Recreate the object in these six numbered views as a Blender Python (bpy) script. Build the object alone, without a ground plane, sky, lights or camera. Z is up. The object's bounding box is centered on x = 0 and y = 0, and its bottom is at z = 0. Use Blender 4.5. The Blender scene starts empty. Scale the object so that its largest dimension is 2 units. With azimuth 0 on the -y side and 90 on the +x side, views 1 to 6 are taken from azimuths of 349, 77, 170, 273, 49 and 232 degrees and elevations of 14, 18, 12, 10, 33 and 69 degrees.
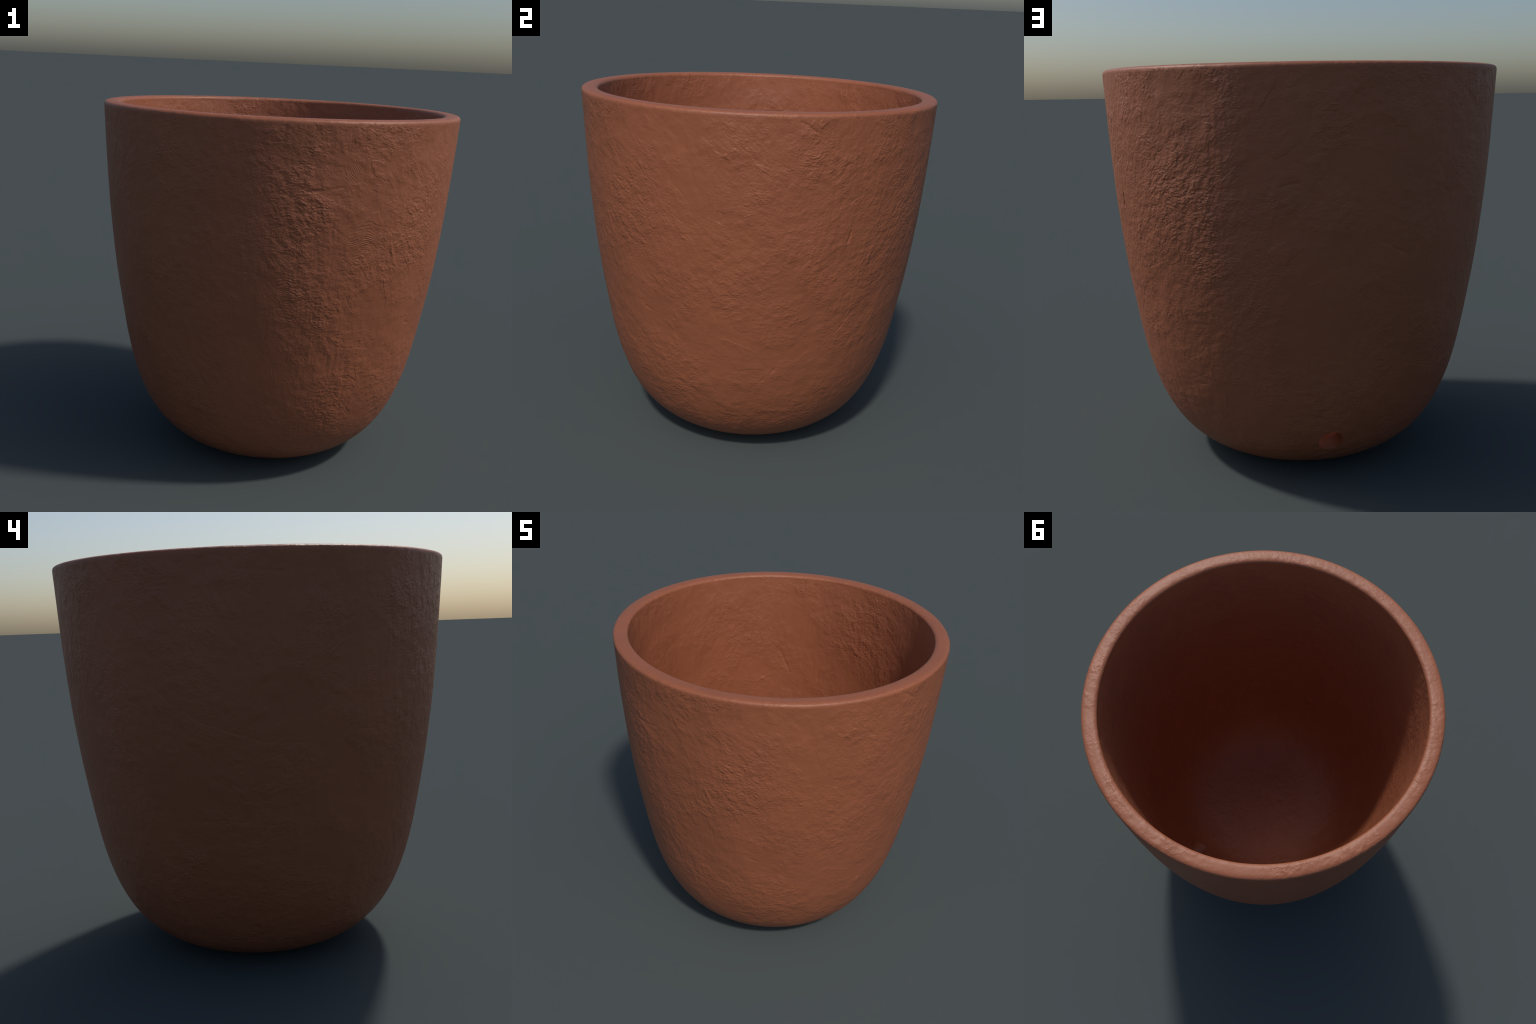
"""A terracotta plant pot: a tapering, egg-bottomed vessel with a rounded rim,
a hollow inside, a small flat foot and one round drain hole low in the wall.

The clay body is one smooth surface of revolution.  It is lofted from a
profile (foot -> outer wall -> rim -> inner wall -> floor), given a gentle
hand-trowelled relief, and then separated into its regions."""
import math

import bpy
import numpy as np

# ------------------------------------------------------------------ sizes (m)
HEIGHT = 1.9957          # top of the rim
WALL = 0.0875            # wall thickness
FLOOR_HEIGHT = 0.095     # inner floor
LIP = 0.025              # height over which the rim rounds over
FOOT_RADIUS = 0.372      # flat part the pot stands on
HOLE_RADIUS = 0.060      # drain hole, a horizontal bore along +y
HOLE_HEIGHT = 0.240
SEGMENTS = 1400          # steps round the pot
STEP = 0.0050            # step along the profile

# Outer profile: height -> squared radius (the square makes the round bottom
# of the pot nearly a straight line, so few control points are needed).
PROFILE_Z = np.array([0.0, 0.05, 0.12, 0.22, 0.35, 0.55, 0.80, 1.10, 1.45, 1.98])
PROFILE_R2 = np.array([0.1637, 0.2746, 0.3897, 0.5030, 0.6036, 0.7063, 0.7896, 0.8715, 0.9390, 1.0005])


# ------------------------------------------------------------- profile curves
def natural_spline(x, y):
    """Natural cubic spline through the points; returns a function."""
    n, h = len(x), np.diff(x)
    a, b = np.eye(n), np.zeros(n)
    for i in range(1, n - 1):
        a[i, i - 1], a[i, i], a[i, i + 1] = h[i - 1], 2 * (h[i - 1] + h[i]), h[i]
        b[i] = 6 * ((y[i + 1] - y[i]) / h[i] - (y[i] - y[i - 1]) / h[i - 1])
    m = np.linalg.solve(a, b)

    def value(q):
        i = np.clip(np.searchsorted(x, q) - 1, 0, n - 2)
        hh = h[i]
        u, v = (x[i + 1] - q) / hh, (q - x[i]) / hh
        return u * y[i] + v * y[i + 1] + ((u ** 3 - u) * m[i] + (v ** 3 - v) * m[i + 1]) * hh * hh / 6

    return value


_squared = natural_spline(PROFILE_Z, PROFILE_R2)


def outer_radius(z):
    return np.sqrt(np.maximum(_squared(np.asarray(z, float)), 1e-6))


def resample(path, step):
    """Points at even arc length along a polyline."""
    length = np.r_[0, np.cumsum(np.hypot(*np.diff(path, axis=0).T))]
    count = max(2, int(round(length[-1] / step)) + 1)
    at = np.linspace(0, length[-1], count)
    return np.c_[np.interp(at, length, path[:, 0]), np.interp(at, length, path[:, 1])]


def rim_crown(outer, inner, power=3.2, count=160):
    """Rounded top of the wall: half a superellipse from outside to inside."""
    t = np.linspace(0, math.pi, count)
    c, s = np.cos(t), np.sin(t)
    middle, half = (outer + inner) / 2, (outer - inner) / 2
    return np.c_[middle + half * np.sign(c) * np.abs(c) ** (2 / power), HEIGHT - LIP + LIP * np.abs(s) ** (2 / power)]


def build_profile():
    """Ordered (r, z) stations and the region of each profile segment."""
    # outer wall, with the foot edge rounded over
    z = np.linspace(0, HEIGHT - LIP, 900)
    wall = np.c_[outer_radius(z), z]
    foot_edge = np.array([[FOOT_RADIUS, 0.0], [FOOT_RADIUS + 0.018, 0.0012]])
    wall = np.vstack([foot_edge, wall[wall[:, 1] > 0.006]])
    # inner wall: the outer curve offset inwards along its normal
    tangent = np.gradient(np.c_[outer_radius(z), z], axis=0)
    tangent /= np.hypot(tangent[:, 0], tangent[:, 1])[:, None]
    inner = np.c_[outer_radius(z) - WALL * tangent[:, 1], z + WALL * tangent[:, 0]]
    inner = inner[(inner[:, 1] < HEIGHT - LIP)]
    inner = inner[np.argsort(inner[:, 1])]
    # towards the bottom the inner wall sweeps softly into the flat floor
    inner = inner[inner[:, 1] > 0.21]
    knee = np.array([inner[0, 0] - 0.105, FLOOR_HEIGHT])
    end = np.array([0.25, FLOOR_HEIGHT])
    t = np.linspace(0, 1, 60)[:-1, None]
    sweep = end * (1 - t) ** 2 + knee * 2 * t * (1 - t) + inner[0] * t ** 2
    inner = np.vstack([sweep, inner])
    ro, ri = wall[-1, 0], inner[-1, 0]
    parts = [
        ("foot", np.array([[0.004, 0.0], [FOOT_RADIUS, 0.0]]), 0.02),
        ("outer_wall", wall, STEP),
        ("rim", rim_crown(ro, ri), 0.0036),
        ("inner_wall", inner[::-1], 0.0065),
        ("floor", np.array([[0.25, FLOOR_HEIGHT], [0.004, FLOOR_HEIGHT]]), 0.012),
    ]
    stations, regions = [], []
    for name, path, step in parts:
        pts = resample(path, step)
        if stations:
            pts = pts[1:]
        stations.append(pts)
        regions += [name] * (len(pts) if len(stations) > 1 else len(pts) - 1)
    return np.vstack(stations), np.array(regions)


# Tool marks that can be told apart on the pot: points along each mark (m),
# its width and its height (negative: cut into the clay).
OUTSIDE_SCRATCHES = [
    ([(0.899, 0.320, 1.278), (0.806, 0.516, 1.313)], 0.0075, 0.0022),
    ([(0.920, 0.278, 1.352), (0.920, 0.300, 1.439)], 0.0090, -0.0034),
    ([(0.834, -0.163, 0.592), (0.835, -0.118, 0.561), (0.860, -0.048, 0.645)], 0.0060, -0.0018),
    ([(0.852, 0.263, 0.821), (0.843, 0.336, 0.920)], 0.0070, -0.0022),
    ([(0.582, -0.697, 0.922), (0.618, -0.662, 0.907)], 0.0080, -0.0026),
    ([(0.965, 0.192, 1.681), (0.921, 0.382, 1.939)], 0.0100, -0.0012),
    ([(0.998, -0.009, 1.956), (0.994, 0.065, 1.911)], 0.0080, -0.0024),
    ([(0.394, -0.881, 1.404), (0.432, -0.853, 1.297)], 0.0090, 0.0020),
    ([(0.176, -0.831, 0.589), (0.289, -0.756, 0.438)], 0.0060, -0.0018),
    ([(-0.053, -0.981, 1.659), (0.102, -0.979, 1.684)], 0.0080, -0.0022),
    ([(0.274, 0.932, 1.488), (0.196, 0.953, 1.508)], 0.0080, -0.0020),
    ([(-0.177, 0.933, 1.241), (-0.277, 0.903, 1.188)], 0.0080, -0.0020),
    ([(-0.936, 0.185, 1.284), (-0.948, 0.019, 1.225), (-0.936, -0.118, 1.184), (-0.898, -0.285, 1.174)], 0.0090, -0.0010),
    ([(-0.798, 0.063, 0.411), (-0.823, -0.138, 0.527)], 0.0070, -0.0020),
    ([(-0.996, 0.015, 1.908), (-0.976, -0.195, 1.889)], 0.0090, -0.0018),
]
INSIDE_SCRATCHES = [
    ([(-0.826, 0.242, 1.230), (-0.738, 0.437, 1.199), (-0.631, 0.597, 1.309)], 0.0085, 0.0018),
    ([(-0.656, 0.587, 1.435), (-0.593, 0.631, 1.274)], 0.0110, -0.0026),
    ([(-0.761, 0.496, 1.920), (-0.650, 0.631, 1.877)], 0.0110, 0.0012),
    ([(-0.146, 0.893, 1.842), (0.058, 0.903, 1.835)], 0.0090, -0.0018),
]

# ---------------------------------------------------------------- clay relief
def cloth_noise(u, v, cells, rng):
    """Gradient noise on a plane; u runs 0..1 round the pot and wraps."""
    x, y = (u % 1.0) * cells, v
    xi, yi = np.floor(x).astype(int), np.floor(y).astype(int)
    rows = int(yi.max() - yi.min()) + 2
    angle = rng.uniform(0, 2 * math.pi, (cells, rows))
    gx, gy = np.cos(angle), np.sin(angle)
    fx, fy, low = x - xi, y - yi, yi.min()

    def corner(dx, dy):
        i, j = (xi + dx) % cells, yi + dy - low
        return gx[i, j] * (fx - dx) + gy[i, j] * (fy - dy)

    sx, sy = fx ** 3 * (fx * (fx * 6 - 15) + 10), fy ** 3 * (fy * (fy * 6 - 15) + 10)
    top = corner(0, 0) * (1 - sx) + corner(1, 0) * sx
    low_ = corner(0, 1) * (1 - sx) + corner(1, 1) * sx
    return top * (1 - sy) + low_ * sy


def clay_relief(theta, run, amount):
    """Trowelled unevenness in metres: broad swells, shallow pats, creases."""
    rng = np.random.default_rng(11)
    u = theta / (2 * math.pi)
    warp = 0.010 * cloth_noise(u, run * 4.0, 24, rng)
    warp_v = 0.05 * cloth_noise(u, run * 4.0, 24, rng)
    uw, vw = u + warp, run + warp_v
    swell = cloth_noise(u, run * 3.5, 14, rng)
    pats = cloth_noise(uw, vw * 11.0, 60, rng)
    crease = -np.abs(cloth_noise(uw, vw * 20.0, 110, rng))
    rough = np.clip(0.5 + 1.3 * cloth_noise(u, run * 2.4, 11, rng), 0.1, 1.0)
    return amount * (0.0011 * swell + rough * (0.0014 * pats + 0.0015 * crease))


def tool_marks(points, marks, theta, run):
    """Scratches and gouges: relief in metres along shaky lines."""
    rng = np.random.default_rng(23)
    u = theta / (2 * math.pi)
    shake = np.stack([0.007 * cloth_noise(u, run * 18.0, 100, rng) for _ in range(3)], -1)
    deep = 0.75 + 0.9 * cloth_noise(u, run * 14.0, 80, rng)
    rise = np.zeros(len(points))
    for line, width, height in marks:
        gap = np.full(len(points), 9.0)
        for p, q in zip(np.array(line[:-1]), np.array(line[1:])):
            near = np.flatnonzero(np.linalg.norm(points - (p + q) / 2, axis=1) < np.linalg.norm(q - p) / 2 + 0.06)
            rel = points[near] + shake[near] - p
            t = np.clip(rel @ (q - p) / ((q - p) @ (q - p)), 0, 1)
            gap[near] = np.minimum(gap[near], np.linalg.norm(rel - t[:, None] * (q - p), axis=1))
        f = np.clip(1 - gap / (1.3 * width), 0, 1)
        rise += 1.35 * height * f * f * (3 - 2 * f)
    return rise * deep


# -------------------------------------------------------------- mesh assembly
def make_mesh(name, verts, faces_quads, faces_tris=()):
    mesh = bpy.data.meshes.new(name)
    q, t = np.asarray(faces_quads, np.int32).reshape(-1, 4), np.asarray(faces_tris, np.int32).reshape(-1, 3)
    loops = np.concatenate([q.ravel(), t.ravel()])
    mesh.vertices.add(len(verts))
    mesh.vertices.foreach_set("co", np.asarray(verts, np.float32).ravel())
    mesh.loops.add(len(loops))
    mesh.loops.foreach_set("vertex_index", loops)
    start = np.concatenate([np.arange(len(q)) * 4, len(q) * 4 + np.arange(len(t)) * 3]).astype(np.int32)
    mesh.polygons.add(len(start))
    mesh.polygons.foreach_set("loop_start", start)
    mesh.polygons.foreach_set("use_smooth", np.ones(len(start), bool))
    mesh.update(calc_edges=True)
    return mesh


def build_body():
    stations, regions = build_profile()
    rows, cols = len(stations), SEGMENTS
    row_region = np.r_[regions[:1], regions]              # region of each station
    run = np.r_[0, np.cumsum(np.hypot(*np.diff(stations, axis=0).T))]
    tangent = np.gradient(stations, axis=0)
    tangent /= np.hypot(tangent[:, 0], tangent[:, 1])[:, None]
    normal = np.c_[tangent[:, 1], -tangent[:, 0]]         # points out of the clay
    theta = np.arange(cols) * 2 * math.pi / cols

    R = np.repeat(stations[:, 0], cols).reshape(rows, cols)
    Z = np.repeat(stations[:, 1], cols).reshape(rows, cols)
    TH = np.repeat(theta[None], rows, 0).copy()
    RUN = np.repeat(run[:, None], cols, 1)
    NR, NZ = (np.repeat(normal[:, k:k + 1], cols, 1) for k in (0, 1))

    # --- drain hole: seen along y it is a circle; cells wholly inside it are
    # left out and the cut ones are drawn out to the circle itself.
    X, Y = R * np.cos(TH), R * np.sin(TH)
    bored = np.isin(row_region, ["outer_wall", "inner_wall"])[:, None] & (Y > 0)
    off = np.hypot(X, Z - HOLE_HEIGHT)
    inside = bored & (off < HOLE_RADIUS)
    nxt = lambda a: np.roll(a, -1, 1)
    corner_in = np.stack([inside[:-1], nxt(inside)[:-1], nxt(inside)[1:], inside[1:]])
    gone = corner_in.all(0)
    cut = corner_in.any(0) & ~gone
    snap = np.zeros_like(inside)
    for di, dj in ((0, 0), (0, 1), (1, 1), (1, 0)):
        part = np.roll(cut, dj, 1)
        snap[di:di + rows - 1] |= part
    snap &= inside
    scale = HOLE_RADIUS / np.maximum(off, 1e-6)
    sx, sz = X * scale, HOLE_HEIGHT + (Z - HOLE_HEIGHT) * scale
    for side in ("outer_wall", "inner_wall"):
        pick = np.flatnonzero(row_region == side)
        order = pick[np.argsort(stations[pick, 1])]
        here = snap & (row_region == side)[:, None]
        r_at = np.interp(sz[here], stations[order, 1], stations[order, 0])
        R[here], Z[here] = r_at, sz[here]
        TH[here] = np.arctan2(np.sqrt(r_at ** 2 - sx[here] ** 2), sx[here])

    # --- relief: none on the foot, fading out at the hole
    amount = np.select([row_region == "foot", row_region == "rim", row_region == "floor"], [0.0, 0.5, 0.8], 1.0)
    smooth = np.ones(9) / 9
    amount = np.convolve(np.pad(amount, 4, mode="edge"), smooth, "valid")
    amount[row_region == "foot"] = 0.0
    X0 = R * np.cos(TH)
    near = np.where(bored, np.clip((np.hypot(X0, Z - HOLE_HEIGHT) - HOLE_RADIUS) / 0.03, 0, 1), 1)
    lift = np.clip(Z / 0.03, 0, 1)                        # keeps the foot on the ground
    bump = clay_relief(TH, RUN, amount[:, None] * near * lift)
    for side, marks in (("outer_wall", OUTSIDE_SCRATCHES), ("inner_wall", INSIDE_SCRATCHES)):
        own = row_region == side
        th, ru = TH[own].ravel(), RUN[own].ravel()
        at = np.stack([R[own].ravel() * np.cos(th), R[own].ravel() * np.sin(th), Z[own].ravel()], -1)
        bump[own] += tool_marks(at, marks, th, ru).reshape(bump[own].shape)
    R, Z = R + NR * bump, Z + NZ * bump
    verts = np.stack([R * np.cos(TH), R * np.sin(TH), Z], -1).reshape(-1, 3)

    # --- faces, wound so that normals leave the clay
    i = np.arange(rows - 1)[:, None] * cols
    j = np.arange(cols)[None]
    k = (np.arange(cols)[None] + 1) % cols
    quads = np.stack(np.broadcast_arrays(i + j, i + k, i + cols + k, i + cols + j), -1)
    keep = ~gone
    quads_of = {n: quads[regions == n][keep[regions == n]] for n in ("foot", "outer_wall", "rim", "inner_wall", "floor")}

    # closing discs at the two ends of the profile
    verts = np.vstack([verts, [0, 0, stations[0, 1]], [0, 0, stations[-1, 1]]])
    a, b, last = len(verts) - 2, len(verts) - 1, (rows - 1) * cols
    jj = np.arange(cols)
    kk = (jj + 1) % cols
    tris_of = {"foot": np.c_[np.full(cols, a), kk, jj], "floor": np.c_[np.full(cols, b), last + jj, last + kk]}

    ids = np.arange(rows * cols).reshape(rows, cols)
    rings = [ids[snap & (row_region == s)[:, None]] for s in ("outer_wall", "inner_wall")]
    return verts, quads_of, tris_of, rings


def bore_lining(verts, rings):
    """The wall of the drain hole, zipped between its two mouths."""
    loops = []
    for ring in rings:
        p = verts[ring]
        ang = np.arctan2(p[:, 2] - HOLE_HEIGHT, p[:, 0])
        order = np.argsort(ang)
        loops.append((p[order], ang[order]))
    (po, ao), (pi, ai) = loops
    pts = np.vstack([po, pi])
    no, ni = len(po), len(pi)
    tris, i, j = [], 0, 0
    while i < no or j < ni:
        next_o = ao[(i + 1) % no] + (2 * math.pi if i + 1 >= no else 0) if i < no else 1e9
        next_i = ai[(j + 1) % ni] + (2 * math.pi if j + 1 >= ni else 0) if j < ni else 1e9
        if next_o <= next_i:
            tris.append((i % no, no + j % ni, (i + 1) % no))
            i += 1
        else:
            tris.append((i % no, no + j % ni, no + (j + 1) % ni))
            j += 1
    return pts, np.array(tris)


# ------------------------------------------------------------------ materials
class Nodes:
    """Small helper for wiring shader nodes."""

    def __init__(self, name):
        self.material = bpy.data.materials.new(name)
        self.material.use_nodes = True
        self.tree = self.material.node_tree
        self.shader = self.tree.nodes["Principled BSDF"]

    def add(self, kind, inputs=None, **props):
        node = self.tree.nodes.new(kind)
        for key, value in props.items():
            setattr(node, key, value)
        for key, value in (inputs or {}).items():
            socket = node.inputs[key]
            if isinstance(value, bpy.types.NodeSocket):
                self.tree.links.new(value, socket)
            else:
                socket.default_value = value
        return node

    def math(self, op, a, b=0.0, c=0.0):
        return self.add("ShaderNodeMath", {0: a, 1: b, 2: c}, operation=op).outputs[0]

    def vec(self, op, a, b=(0, 0, 0), scale=None):
        inputs = {0: a, 1: b}
        if scale is not None:
            inputs["Scale"] = scale
        return self.add("ShaderNodeVectorMath", inputs, operation=op).outputs["Vector"]

    def noise(self, where, scale, detail=2.0, rough=0.5, distortion=0.0, out="Fac"):
        return self.add("ShaderNodeTexNoise", {"Vector": where, "Scale": scale, "Detail": detail, "Roughness": rough,
                                               "Distortion": distortion}).outputs[out]

    def ramp(self, value, low, high, to_low=0.0, to_high=1.0):
        return self.add("ShaderNodeMapRange", {"Value": value, "From Min": low, "From Max": high, "To Min": to_low,
                                               "To Max": to_high}, interpolation_type="SMOOTHSTEP").outputs["Result"]


# Rough and smooth places: centre, radius, how rough (negative: smoothed).
OUTSIDE_PATCHES = [
    ((0.835, 0.503, 1.480), 0.42, 0.75), ((0.680, 0.689, 1.400), 0.36, 0.70),
    ((0.561, -0.790, 1.443), 0.34, 0.60), ((-0.117, -0.965, 1.485), 0.36, 0.70),
    ((-0.075, -0.914, 0.981), 0.30, 0.65), ((0.430, 0.760, 0.750), 0.34, 0.60),
    ((0.950, 0.080, 1.700), 0.30, 0.35), ((0.880, -0.020, 0.900), 0.28, -0.35),
    ((0.780, -0.560, 1.700), 0.16, -0.45), ((0.500, -0.700, 0.800), 0.30, -0.25),
    ((0.180, -0.960, 1.560), 0.12, -0.40), ((-0.080, -0.990, 1.850), 0.30, 0.45), ((0.760, 0.600, 1.630), 0.09, -0.50),
    ((-0.950, 0.000, 1.200), 0.60, -0.30), ((0.900, -0.150, 1.400), 0.75, 0.22),
]
INSIDE_PATCHES = [
    ((-0.094, 0.892, 1.650), 0.34, 0.90), ((-0.780, 0.410, 1.500), 0.26, 0.55),
    ((-0.500, 0.740, 1.500), 0.22, -0.45), ((-0.850, -0.100, 1.500), 0.30, -0.35),
    ((0.150, -0.300, 0.100), 0.30, 0.60),
]
# Finger-tip prints: centre of the ridges, centre and radius of the touch.
OUTSIDE_PRINTS = [
    ((0.700, 0.690, 1.470), (0.670, 0.690, 1.420), 0.115),
    ((0.600, -0.740, 1.610), (0.671, -0.720, 1.677), 0.075),
    ((0.230, -0.950, 1.830), (0.154, -0.975, 1.738), 0.065),
    ((-0.140, -0.934, 1.010), (-0.140, -0.934, 1.189), 0.070),
    ((0.200, -0.942, 1.250), (0.228, -0.942, 1.450), 0.090),
    ((-0.800, -0.240, 0.460), (-0.808, -0.219, 0.540), 0.075),
]
INSIDE_PRINTS = [((0.160, -0.420, 0.080), (0.120, -0.300, 0.090), 0.20)]


def terracotta(name, relief, seed, slant=0.0, squeeze=1.0, patches=(), prints=()):
    """Matt fired clay.  `relief` scales the fine wrinkles, `seed` moves the
    pattern, `slant` tilts the strokes up towards the two sides of the pot and
    `squeeze` above 1 makes them run round the pot, below 1 up and down."""
    n = Nodes(name)
    here = n.add("ShaderNodeTexCoord").outputs["Object"]
    moved = n.vec("ADD", here, (seed * 3.1, seed * 1.7, seed * 0.9))

    # stroke direction: level near the foot, slanting higher up
    xyz = n.add("ShaderNodeSeparateXYZ", {"Vector": here}).outputs
    high = n.ramp(xyz["Z"], 0.35, 1.4)
    level = n.math("MULTIPLY", xyz["Z"], n.math("MULTIPLY_ADD", xyz["Z"], -0.22, 2.0))
    tilt = n.math("MULTIPLY", n.math("MULTIPLY", n.math("ABSOLUTE", xyz["Y"]), high), -slant)
    across = n.math("MULTIPLY_ADD", level, squeeze, tilt)
    laid = n.add("ShaderNodeCombineXYZ", {"X": xyz["X"], "Y": xyz["Y"], "Z": across}).outputs["Vector"]
    laid = n.vec("ADD", laid, (seed * 3.1, seed * 1.7, seed * 0.9))

    # domain warp, so that strokes bend and swirl
    bend = n.vec("SUBTRACT", n.noise(moved, 3.6, 2.0, out="Color"), (0.5, 0.5, 0.5))
    jitter = n.vec("SUBTRACT", n.noise(moved, 16.0, 1.0, out="Color"), (0.5, 0.5, 0.5))
    flow = n.vec("ADD", laid, n.vec("SCALE", bend, scale=0.15))
    flow = n.vec("ADD", flow, n.vec("SCALE", jitter, scale=0.03))

    # where the clay is rough and where a palm has smoothed it
    rough = n.ramp(n.noise(moved, 3.0, 3.0, 0.6), 0.40, 0.62, 0.34, 1.0)
    wander = n.vec("ADD", here, n.vec("SCALE", bend, scale=0.35))
    for centre, radius, amount in patches:
        far = n.add("ShaderNodeVectorMath", {0: wander, 1: centre}, operation="DISTANCE").outputs["Value"]
        rough = n.math("ADD", rough, n.ramp(far, radius * 0.2, radius * 1.15, 0.8 * amount, 0.0))
    rough = n.math("MINIMUM", n.math("MAXIMUM", rough, 0.18), 1.75)
    pitted = n.ramp(n.noise(n.vec("ADD", moved, (5.0, 0.0, 0.0)), 3.4, 3.0, 0.6), 0.46, 0.66)

    # wrinkles: swells, folds and creased grains
    swell = n.noise(flow, 12.0, 1.0)
    fold = n.noise(flow, 42.0, 2.0, 0.5)
    grain = n.noise(n.vec("ADD", n.vec("MULTIPLY", moved, (1.0, 1.0, 1.0 + 0.5 * squeeze)), n.vec("SCALE", jitter, scale=0.03)), 64.0, 1.2, 0.45, 0.1)
    creased = n.math("ABSOLUTE", n.math("SUBTRACT", grain, 0.5))
    height = n.math("MULTIPLY", fold, 0.0028)
    height = n.math("MULTIPLY_ADD", n.math("MULTIPLY", grain, n.math("MULTIPLY_ADD", pitted, 0.6, 0.4)), 0.0041, height)
    height = n.math("MULTIPLY_ADD", creased, 0.0012, height)
    lump = n.noise(n.vec("ADD", moved, (0.0, 0.0, 3.0)), 25.0, 1.0, 0.4)
    height = n.math("MULTIPLY_ADD", lump, 0.0042, height)
    height = n.math("MULTIPLY", height, rough)
    # the clay dragged up and down between the rough patches
    pulled = n.noise(n.vec("MULTIPLY", n.vec("ADD", moved, n.vec("SCALE", bend, scale=0.05)), (1.0, 1.0, 0.13)), 30.0, 1.0)
    drag = n.ramp(n.noise(n.vec("ADD", moved, (3.0, 0.0, 4.0)), 3.2, 1.0), 0.46, 0.62)
    height = n.math("MULTIPLY_ADD", n.math("MULTIPLY", pulled, drag), 0.0034, height)
    height = n.math("MULTIPLY_ADD", swell, 0.0030, height)

    # finger-tip ridges: short bands of curved, nearly parallel lines, drawn as
    # the contour lines of a smooth field
    field = n.noise(moved, 5.5, 1.0, 0.4, 0.6)
    ridges = n.math("SINE", n.math("MULTIPLY", field, 150.0))
    press = n.ramp(n.noise(n.vec("ADD", moved, (0.0, 7.0, 0.0)), 8.0, 1.0), 0.58, 0.72)
    height = n.math("MULTIPLY_ADD", n.math("MULTIPLY", ridges, press), 0.00024, height)

    # trowel edges: a step down where one pat of clay overlaps the next
    edge = n.noise(flow, 4.2, 2.5, 0.55)
    step = n.ramp(edge, 0.5, 0.515)
    where = n.ramp(n.noise(n.vec("ADD", moved, (0.0, 0.0, 9.0)), 5.0, 1.0), 0.50, 0.60)
    height = n.math("MULTIPLY_ADD", n.math("MULTIPLY", step, where), 0.0011, height)

    # single prints
    for ridge_centre, centre, radius in prints:
        ring = n.add("ShaderNodeVectorMath", {0: wander, 1: ridge_centre}, operation="DISTANCE").outputs["Value"]
        wave = n.math("SINE", n.math("MULTIPLY", ring, 2 * math.pi / 0.0145))
        far = n.add("ShaderNodeVectorMath", {0: here, 1: centre}, operation="DISTANCE").outputs["Value"]
        touch = n.math("MULTIPLY", n.ramp(far, radius * 0.5, radius, 1.0, 0.0), n.ramp(n.noise(moved, 22.0, 1.0), 0.40, 0.58))
        height = n.math("MULTIPLY_ADD", n.math("MULTIPLY", wave, touch), 0.00042, height)
    bump = n.add("ShaderNodeBump", {"Height": height, "Strength": relief, "Distance": 1.0})
    n.tree.links.new(bump.outputs["Normal"], n.shader.inputs["Normal"])

    # colour: very even, with a faint warm and cool drift
    drift = n.noise(moved, 4.0, 3.0, 0.55)
    colour = n.add("ShaderNodeValToRGB", {"Fac": drift})
    colour.color_ramp.elements[0].position, colour.color_ramp.elements[1].position = 0.3, 0.7
    colour.color_ramp.elements[0].color = (*CLAY_DARK, 1)
    colour.color_ramp.elements[1].color = (*CLAY_LIGHT, 1)
    n.tree.links.new(colour.outputs["Color"], n.shader.inputs["Base Color"])
    n.shader.inputs["Roughness"].default_value = CLAY_ROUGHNESS
    n.shader.inputs["Specular IOR Level"].default_value = CLAY_SPECULAR
    return n.material


CLAY_DARK = (0.283, 0.0900, 0.0408)
CLAY_LIGHT = (0.309, 0.0985, 0.0445)
CLAY_ROUGHNESS = 0.52
CLAY_SPECULAR = 0.5


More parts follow.
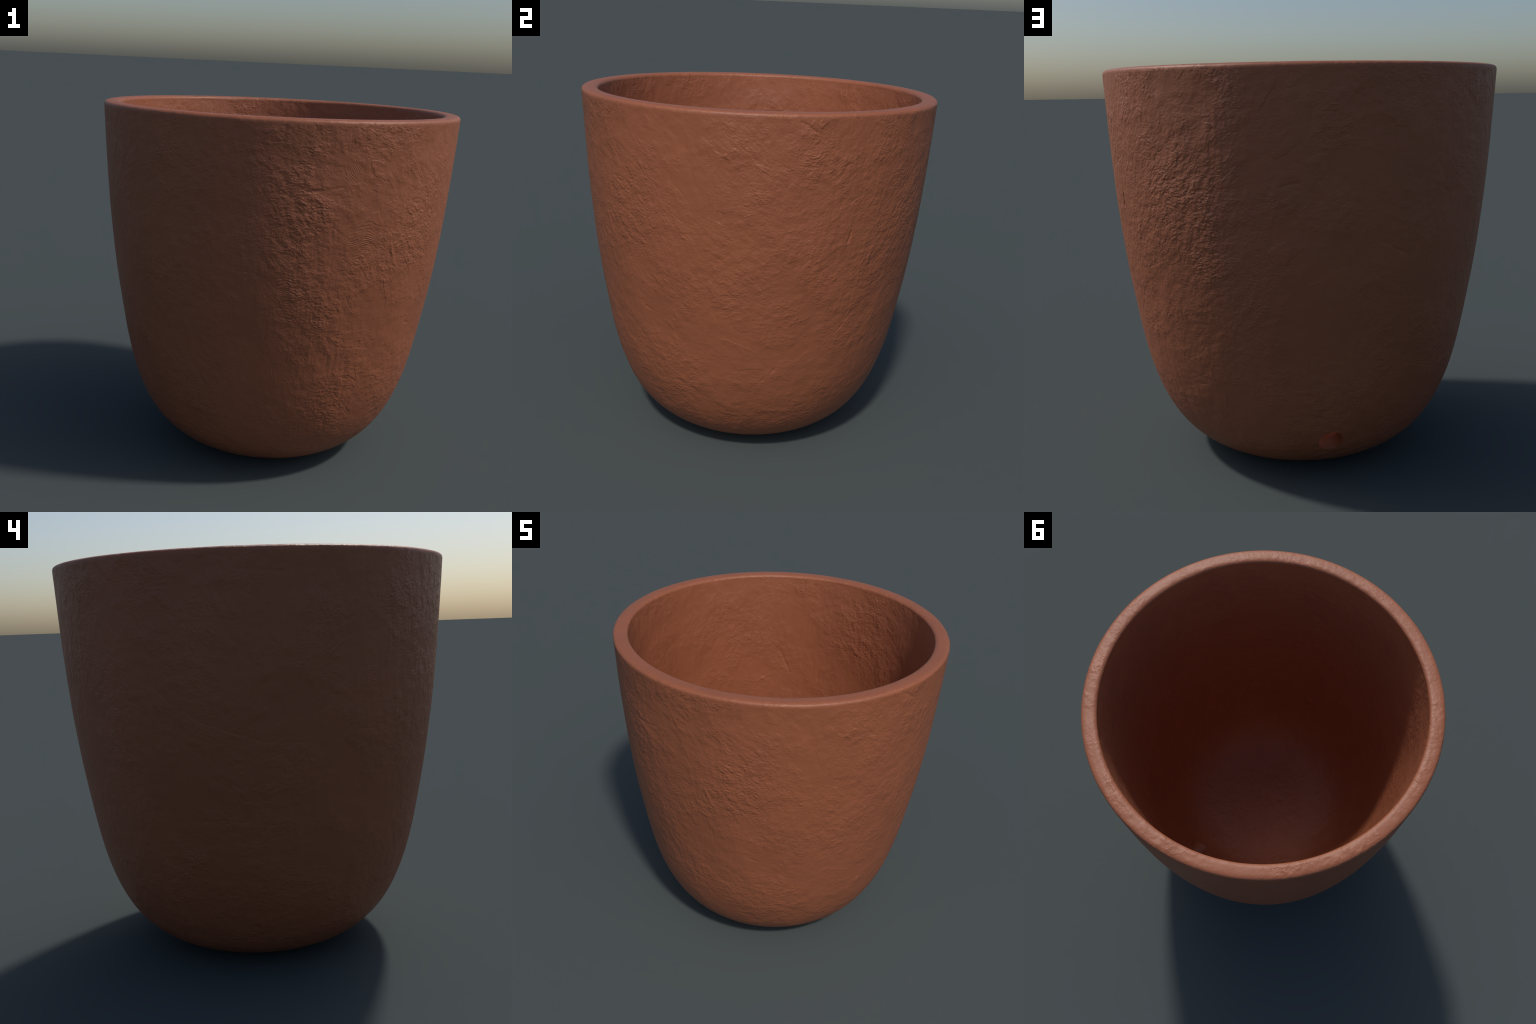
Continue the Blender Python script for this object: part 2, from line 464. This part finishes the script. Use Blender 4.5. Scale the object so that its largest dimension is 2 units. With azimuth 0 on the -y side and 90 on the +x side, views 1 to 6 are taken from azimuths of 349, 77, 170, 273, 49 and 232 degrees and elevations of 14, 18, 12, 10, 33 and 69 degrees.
def plain_clay():
    """The bored clay inside the drain hole: same body, no wrinkles."""
    n = Nodes("bored_clay")
    here = n.add("ShaderNodeTexCoord").outputs["Object"]
    bump = n.add("ShaderNodeBump", {"Height": n.math("MULTIPLY", n.noise(here, 90.0, 2.0), 0.0006), "Distance": 1.0})
    n.tree.links.new(bump.outputs["Normal"], n.shader.inputs["Normal"])
    n.shader.inputs["Base Color"].default_value = (*CLAY_LIGHT, 1)
    n.shader.inputs["Roughness"].default_value = CLAY_ROUGHNESS
    return n.material


# ---------------------------------------------------------------------- build
def main():
    scene = bpy.context.scene
    pot = bpy.data.objects.new("plant_pot", None)
    pot.empty_display_size = 0.3
    pot["label"] = "terracotta plant pot with rounded rim and egg-shaped bottom"
    pot["category"] = "plant pot"
    scene.collection.objects.link(pot)

    verts, quads_of, tris_of, rings = build_body()
    whole = make_mesh("whole", verts, np.vstack(list(quads_of.values())), np.vstack(list(tris_of.values())))
    normals = np.empty(len(verts) * 3, np.float32)
    whole.vertex_normals.foreach_get("vector", normals)
    normals = normals.reshape(-1, 3)
    bpy.data.meshes.remove(whole)

    outside = terracotta("terracotta_outside", 1.1, 0.0, 0.7, 1.0, OUTSIDE_PATCHES, OUTSIDE_PRINTS)
    inside = terracotta("terracotta_inside", 1.05, 2.0, 0.3, 0.45, INSIDE_PATCHES, INSIDE_PRINTS)
    lip = terracotta("terracotta_rim", 0.85, 4.0, 0.0, 0.5)
    looks = {"foot": outside, "outer_wall": outside, "rim": lip, "inner_wall": inside, "floor": inside}

    def add_part(name, mesh, material):
        mesh.materials.append(material)
        part = bpy.data.objects.new(name, mesh)
        part.parent = pot
        scene.collection.objects.link(part)
        return part

    for name, quads in quads_of.items():
        tris = tris_of.get(name, np.zeros((0, 3), int))
        used = np.unique(np.concatenate([quads.ravel(), tris.ravel()]))
        index = np.full(len(verts), -1)
        index[used] = np.arange(len(used))
        mesh = make_mesh(name, verts[used], index[quads], index[tris])
        mesh.normals_split_custom_set_from_vertices(normals[used])
        add_part(name, mesh, looks[name])

    pts, tris = bore_lining(verts, rings)
    add_part("drain_hole", make_mesh("drain_hole", pts, np.zeros((0, 4), int), tris), plain_clay())


main()
